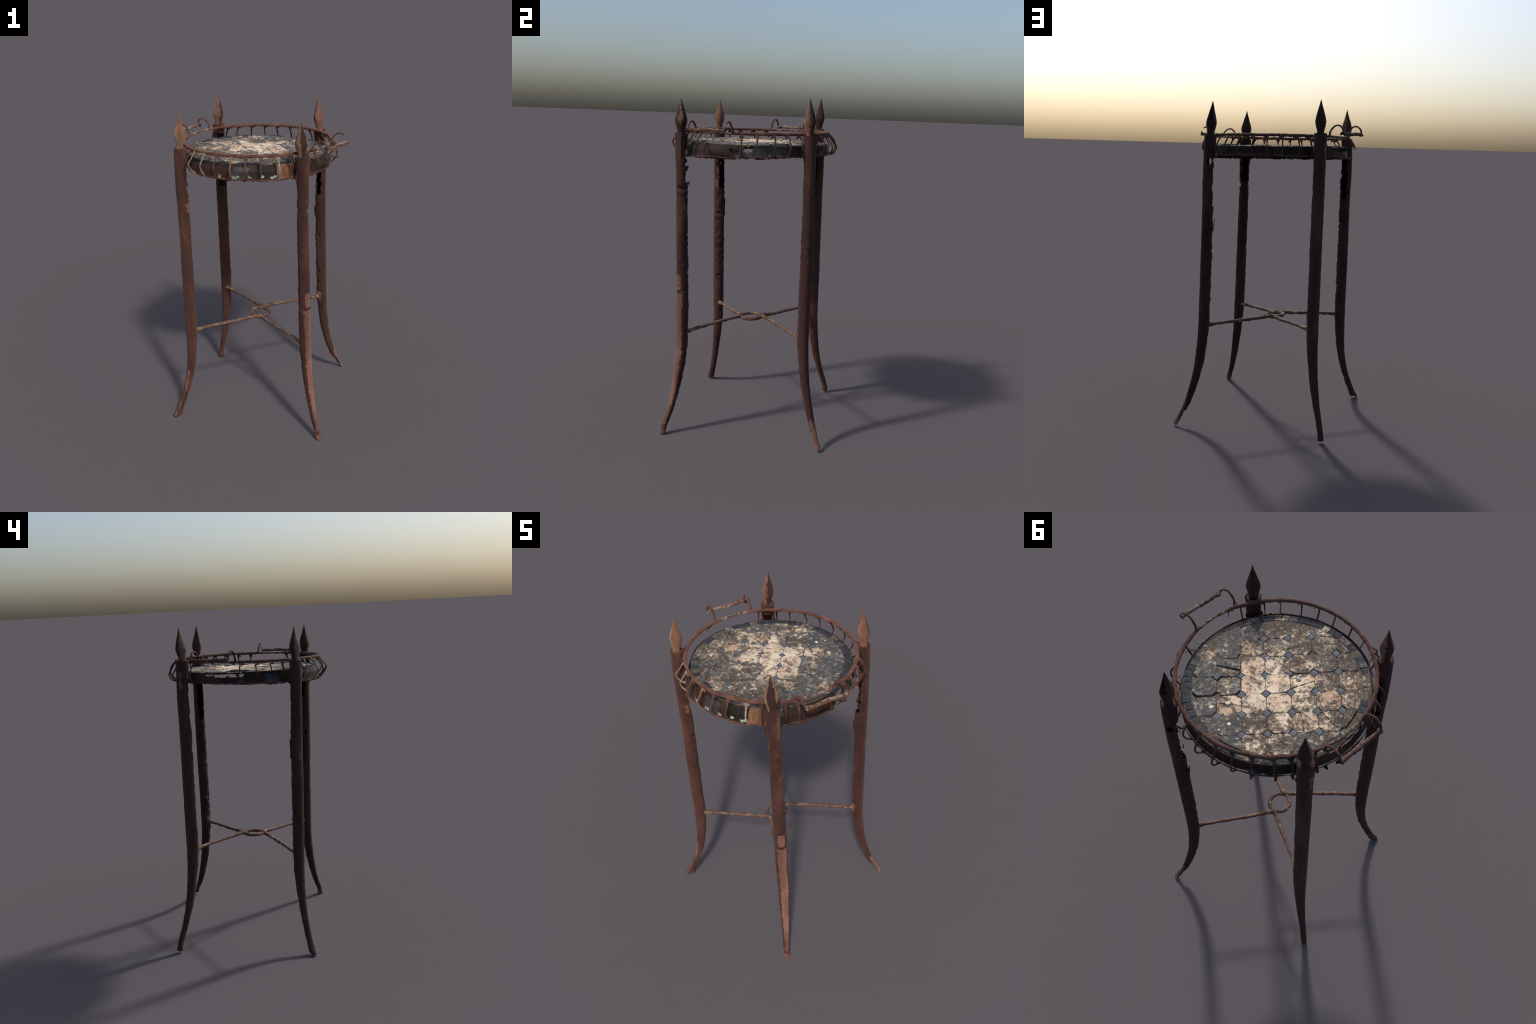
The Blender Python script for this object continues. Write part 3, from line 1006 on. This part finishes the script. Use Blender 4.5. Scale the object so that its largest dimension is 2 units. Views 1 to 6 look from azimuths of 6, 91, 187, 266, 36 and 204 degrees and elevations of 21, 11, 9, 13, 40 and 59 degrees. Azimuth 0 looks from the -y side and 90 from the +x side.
for i in range(-5, 6):
    for j in range(-5, 6):
        c = node(i + .5, j + .5)
        if np.linalg.norm(c - TC) > R_IN + .06:
            continue
        o = ap - cut
        loc = [(ap, -o), (ap, o), (o, ap), (-o, ap), (-ap, o), (-ap, -o), (-o, -ap), (o, -ap)]
        poly = clip_circle([c + UI * a + UJ * b for a, b in loc], R_IN)
        if len(poly) < 3:
            continue
        key = WEAR.get((i, j)) or rng.choice(["s_dark", "s_dark", "s_dark", "s_mid", "s_patch"])
        sd = (i + 7) * 17 + j + 9
        lift, tilt = LIFT.get((i, j), (rng.uniform(-.0025, .003), (rng.uniform(-.035, .035), rng.uniform(-.035, .035))))
        if (i, j) in BROKEN:
            ang, off, l1, l2, k2 = BROKEN[(i, j)]
            d = UI * math.cos(math.radians(ang)) + UJ * math.sin(math.radians(ang))
            nrm = np.array([-d[1], d[0]])
            p0 = c + nrm * off
            A1, A2 = clip_half(poly, p0 - nrm * .0012, nrm), clip_half(poly, p0 + nrm * .0012, -nrm)
            for P_, lf, kk in ((A1, l1, key), (A2, l2, k2)):
                if len(P_) > 2:
                    sh = nrm * (-.004 if P_ is A2 and l2 > .0035 else 0)
                    piece("octagon_tile", [p + sh for p in P_], M[kk], lf * .7, (tilt[0] * 2, tilt[1] * 2), jag=.0024, seed=sd)
        else:
            piece("octagon_tile", poly, M[key], lift, tilt, seed=sd)

MISSING = {(-2, -1), (-1, -1), (2, -1), (-2, 1)}
SUNK = {(-2, 2): -.003, (0, -1): -.002}
for i in range(-5, 6):
    for j in range(-5, 6):
        c = node(i, j)
        if (i, j) in MISSING or np.linalg.norm(c - TC) > R_IN - .006:
            continue
        h = .0205 * (1 if (i, j) not in ((1, 0), (-1, 0)) else .8)
        ro = rng.uniform(-.07, .07)
        loc = [(h, 0), (0, h), (-h, 0), (0, -h)]
        loc = [(a * math.cos(ro) - b * math.sin(ro), a * math.sin(ro) + b * math.cos(ro)) for a, b in loc]
        poly = clip_circle([c + UI * a + UJ * b for a, b in loc], R_IN)
        if len(poly) < 3:
            continue
        lf = SUNK.get((i, j), rng.uniform(-.001, .0012))
        tl = (rng.uniform(-.03, .03), rng.uniform(-.03, .03))
        if (i, j) == (-2, 0):
            lf, tl = .008, (.05, -.03)
        piece("diamond_tile", poly, M["slate"], lf, tl, jag=.0005, relief=.0004, seed=i * 31 + j, step=.009)

# slate border with a few cream replacements and gaps
a = 0.0
k = 0
while a < 359:
    wdt = rng.choice([4.2, 4.8, 5.0, 5.2, 5.4, 6.0])
    if abs(adiff(a, 215)) < 28:
        wdt = rng.choice([5.2, 9.5, 10.5])
    if a + wdt > 360:
        wdt = 360 - a
    a0, a1 = a + .07, a + wdt - .07
    a += wdt
    k += 1
    mid = (a0 + a1) / 2
    torn = abs(adiff(mid, 335)) < 24
    missing = abs(adiff(mid, 226)) < 2.4 or abs(adiff(mid, 193)) < 4 or (torn and rng.random() < .35) or abs(adiff(mid, 168)) < 6
    if missing:
        continue
    cream = min(abs(adiff(mid, q)) for q in (256, 289, 178, 205, 200, 64, 137, 97)) < 2.6
    r0 = R_IN + .002 + rng.uniform(0, .002)
    r1 = R_OUT + rng.uniform(-.006, .003)
    st = max(2, int((a1 - a0) / 2.5))
    arc = [math.radians(lerp(a0, a1, s / st)) for s in range(st + 1)]
    poly = [TC + r1 * np.array([math.cos(q), math.sin(q)]) for q in arc] + [TC + r0 * np.array([math.cos(q), math.sin(q)]) for q in arc[::-1]]
    piece("border_tile", poly, M["s_mid"] if cream else M["s_grey"] if rng.random() < (.6 if torn else .16) else M["border"], rng.uniform(-.002, .0012) - (.003 if torn else 0), (rng.uniform(-.05, .05), rng.uniform(-.05, .05)),
          jag=.0013, relief=.0014, seed=k + 400)


def pebble(p2, s, mat, seed, flat=.6, name="pebble"):
    bm = bmesh.new()
    bmesh.ops.create_icosphere(bm, subdivisions=3, radius=s)
    for v in bm.verts:
        q = 1 + .35 * N(*(v.co / s), 1.3, seed)
        v.co = v.co * q
        v.co.z *= flat
    me = bpy.data.meshes.new(name)
    bm.to_mesh(me); bm.free()
    ob = link(name, me, top, [mat], 60)
    ob.location = (p2[0], p2[1], ztop(*p2) + s * flat * .45)
    ob.rotation_euler = (0, 0, seed)
    return ob


def on_grid(i, j):
    return node(i, j)


for q, (gi, gj, s, m) in enumerate([(-1.5, 2.45, .0085, "lime"), (-2.2, 1.55, .0095, "pebble"), (-1.55, 1.4, .011, "pebble"), (1.05, -1.5, .006, "lime"), (1.75, .95, .0065, "lime"),
                                    (.55, 2.3, .011, "pebble"), (1.35, .35, .012, "s_grey"), (1.2, .2, .006, "lime"), (-.7, 2.6, .005, "lime"), (1.5, .55, .007, "pebble"),
                                    (-1.2, 2.8, .004, "lime"), (-1.9, 2.7, .004, "lime"), (2.55, -.3, .005, "lime"), (3.4, .4, .007, "lime"), (.2, 2.5, .004, "lime")]):
    pebble(on_grid(gi, gj), s, M[m], q + 1.3, .32)
# bits of white lime grout left along some joints
for q, (i0, j0, side) in enumerate([(0, 0, 0), (0, 0, 1), (-1, 0, 0), (-1, 0, 1), (-1, 3, 1), (1, 0, 2), (2, 1, 1), (0, -1, 1), (1, -2, 3), (2, -2, 3)]):
    c = node(i0, j0)
    d1 = [UI - UJ, UI + UJ, -UI + UJ, -UI - UJ][side] / math.sqrt(2)
    t1 = np.array([-d1[1], d1[0]])
    m0 = c + d1 * .0155
    Lh = .0125 + .003 * N(q, 1, 0, 2)
    poly = [m0 - t1 * Lh, m0 + d1 * .0022 - t1 * Lh * .7, m0 + d1 * .0024 + t1 * Lh * .8, m0 + t1 * Lh, m0 - d1 * .0012 + t1 * Lh * .5, m0 - d1 * .001 - t1 * Lh * .6]
    me_ob = None
    A_, C_ = area_centroid(poly)
    shard("grout", [tuple((p - m0) @ np.c_[t1, d1]) for p in poly], (m0[0], m0[1], ztop(*m0) + .0018), (*t1, 0), (*d1, 0), M["lime"], top, .003, 0, .0006, q)

# ------------------------------------------------------------------ torn flakes and webs
def ring_frame(deg):
    a = math.radians(deg)
    return np.array([math.cos(a), math.sin(a), 0]), np.array([-math.sin(a), math.cos(a), 0])


Zv = np.array([0, 0, 1.0])


def apron_flake(deg, z, outline, mat, out=.004, lean=0.0, curl=0.0, seed=0):
    if mat in ("mint", "bluegrey"):
        rf = random.Random(seed + 77)
        outline = [(x * rf.uniform(.35, 1.25), y * rf.uniform(.3, 1.7)) for x, y in outline]
    rad, tan = ring_frame(deg)
    r = TR + .010 + out + .022 / (1 + math.exp(-(60 - abs(adiff(deg, 277))) / 6.0))
    shard("torn_flake", outline, (TC[0] + r * rad[0], TC[1] + r * rad[1], z), tan, Zv + rad * lean, M[mat], top, .0022, curl, .0012, seed)


# pale verdigris flakes along the lower apron
for q, (deg, z, s) in enumerate([(249, 1.658, 1.0), (260, 1.655, 1.3), (262.5, 1.661, .9), (271, 1.652, 1.1), (279.5, 1.66, .9), (286, 1.655, 1.0), (289, 1.66, 1.1), (83, 1.68, 1.2), (68, 1.668, .7)]):
    u = .011 * s
    apron_flake(deg, z, [(-u, -.006), (u * .8, -.007), (u * 1.1, .003), (u * .5, .009), (-u * .2, .006), (-u * .7, .012), (-u * 1.1, .004)],
                "mint" if deg > 120 else "bluegrey", .0035, .1, .002, q)
# three-pronged pale claw and torn strips under the rim
apron_flake(349.5, 1.640, [(-.020, 0), (.012, .0), (.013, .016), (.013, .040), (.0065, .020), (.003, .042), (-.001, .019), (-.010, .034), (-.013, .016)], "pale", .012, .25, .004, 31)
apron_flake(343, 1.637, [(-.045, 0), (.036, .001), (.036, .008), (-.004, .012), (-.012, .020), (-.018, .009), (-.045, .004)], "umber", .010, .2, 0, 32)
apron_flake(5, 1.639, [(-.033, .001), (.030, .004), (.034, .009), (-.024, .010)], "umber", .004, .2, 0, 33)
apron_flake(16, 1.652, [(-.022, -.004), (.018, -.002), (.022, .018), (.010, .006), (-.022, .002)], "bare", .008, .1, 0, 34)
apron_flake(271, 1.655, [(-.012, -.004), (.010, 0), (.013, .008), (.002, .005), (-.012, .003)], "bare", .012, .1, 0, 36)
apron_flake(31, 1.652, [(-.005, -.01), (.006, -.01), (.005, .008), (.001, 0), (-.003, .014)], "mint", .010, .2, 0, 37)
# shards sticking out where the rim is ripped
for q, (deg, z, r, L_, w_, m) in enumerate([(357, 1.715, .46, .045, .008, "bare"), (352, 1.69, .455, .05, .010, "barrust"), (346, 1.70, .44, .035, .012, "steel"), (11, 1.668, .455, .030, .010, "bare"),
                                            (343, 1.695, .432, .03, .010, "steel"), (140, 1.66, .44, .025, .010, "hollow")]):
    rad, tan = ring_frame(deg)
    o = (HC[0] + r * rad[0], HC[1] + r * rad[1], z)
    shard("torn_flake", [(-w_, 0), (w_, 0), (w_ * .5, L_ * .55), (w_ * .1, L_), (-w_ * .5, L_ * .5)], o, tan + .3 * Zv, rad - .25 * Zv, M[m], top, .0024, -.006, .001, 50 + q)

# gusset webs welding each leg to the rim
for L, pa in (("A", 210.4), ("B", 305.2), ("C", 126.8), ("D", 41.2)):
    p = np.array(LEGS[L][1][:2])
    for sgn, ex in ((-1, 1.0), (1, 1.0)):
        rad, tan = ring_frame(pa)
        w0 = .030 * sgn
        zt = LEGS[L][0][2] - 1.783
        o = np.array([p[0], p[1], 1.66 + zt]) - rad * .005
        out = [(w0 * .9, -.066), (w0 * 1.02, -.052), (w0 * 1.10, -.032), (w0 * 1.22, -.014), (w0 * 1.42, .004), (w0 * 1.42, .016), (w0 * .9, .05)]
        if sgn < 0:
            out = out[::-1]
        shard("gusset", out, o, tan, Zv, M["iron"], legs[L], .005, 0, .0022, ord(L) + sgn)

# plates and peels on the legs
def leg_flake(L, z, phi, outline, mat, off=.002, lean=0.0, seed=0, tang=0.0):
    st = LEGS[L]
    x = np.interp(-z, [-s[2] for s in st], [s[0] for s in st])
    y = np.interp(-z, [-s[2] for s in st], [s[1] for s in st])
    r = np.interp(-z, [-s[2] for s in st], [s[3] for s in st])
    rad, tan = ring_frame(phi)
    o = np.array([x, y, z]) + rad * (r + off)
    shard("torn_flake", outline, o, tan + tang * rad, Zv + lean * rad, M[mat], legs[L], .003, 0, .0012, seed)


leg_flake("A", 1.265, 92, [(-.018, -.058), (.0, -.060), (.006, -.055), (.004, .0), (.006, .058), (-.016, .062)], "iron", .001, 0, 1, 1.6)
leg_flake("A", 1.512, 352, [(-.006, -.004), (.003, -.020), (.012, -.022), (.005, -.006), (.002, .018), (-.006, .012)], "bare", .003, -.12, 2)
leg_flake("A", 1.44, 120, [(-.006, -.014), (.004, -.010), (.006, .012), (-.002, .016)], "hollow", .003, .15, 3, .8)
leg_flake("B", 1.484, 62, [(-.010, -.012), (.004, -.016), (.022, .012), (.002, .010)], "bluegrey", .0, 0, 4, 1.0)
leg_flake("B", 1.57, 75, [(-.010, -.02), (.004, -.01), (.008, .014), (-.006, .018)], "umber", .0, 0, 5, .8)
leg_flake("B", 1.545, 200, [(-.004, -.016), (.004, -.018), (.005, .014), (-.003, .016)], "orange", .0, 0, 6)
leg_flake("B", 1.69, 350, [(-.012, -.075), (.006, -.085), (.012, -.04), (.010, .03), (.014, .07), (-.004, .078), (-.010, .03)], "umber", .0005, 0, 7)
for q, (L, z, phi) in enumerate([("D", 1.54, 235), ("D", 1.43, 225), ("A", 1.36, 100), ("B", 1.35, 30), ("C", 1.23, 235), ("C", 1.05, 240), ("A", 1.56, 15), ("D", 1.48, 290)]):
    leg_flake(L, z, phi, [(-.006, -.012), (.005, -.016), (.008, .004), (.002, .016), (-.005, .008)], "umber", -.0005, .1, 20 + q, .5)
leg_flake("D", 1.245, 190, [(-.010, -.035), (.008, -.040), (.012, .0), (.010, .036), (-.008, .040), (-.012, .004)], "iron", .007, .1, 44)
tr = random.Random(23)
for L in "ABCD":
    for q in range(11):
        z = tr.uniform(1.02, 1.62) if q < 9 else tr.uniform(.7, 1.02)
        sg = tr.choice((-1, 1))
        phi = INWARD[L] + sg * tr.uniform(48, 88)
        w_, h_ = tr.uniform(.008, .015) * sg, tr.uniform(.010, .026)
        o_ = [(-w_ * .6, -h_), (0, -h_ * .7), (w_ * .35, -h_ * .75), (w_ * .55, -h_ * .1), (w_, h_ * .2), (w_ * .3, h_ * .5), (w_ * .1, h_), (-w_ * .6, h_ * .8)]
        leg_flake(L, z, phi, [(-x, y) for x, y in o_][::sg], "iron" if q % 3 else "umber", -.0045, 0, 60 + q + ord(L), 0)
leg_flake("A", .028, 30, [(-.009, -.016), (.008, -.012), (.008, .016), (-.008, .016)], "iron", -.003, -.55, 45)
leg_flake("D", .034, 41, [(-.016, -.032), (.016, -.032), (.013, .05), (-.012, .055)], "bare", -.0025, -.62, 46)
# tongue of metal at two feet
leg_flake("A", .030, 200, [(-.010, -.030), (.006, -.030), (.010, .02), (-.010, .02)], "bare", -.003, -.55, 40)
leg_flake("C", .030, 130, [(-.012, -.014), (.010, -.018), (.010, .02), (-.010, .02)], "iron", -.003, -.3, 41)

# ------------------------------------------------------------------ stand exactly on the ground
bpy.context.view_layer.update()
dg = bpy.context.evaluated_depsgraph_get()
lo, hi = 1e9, -1e9
for ob in bpy.context.scene.objects:
    if ob.type == "MESH":
        ev = ob.evaluated_get(dg)
        m = ev.to_mesh()
        co = np.empty(len(m.vertices) * 3, np.float32)
        m.vertices.foreach_get("co", co)
        z = co.reshape(-1, 3)[:, 2] + ob.matrix_world.translation.z
        lo, hi = min(lo, z.min()), max(hi, z.max())
        ev.to_mesh_clear()
root.location.z = -lo if abs(lo) < .03 else 0
print("z range", lo, hi)
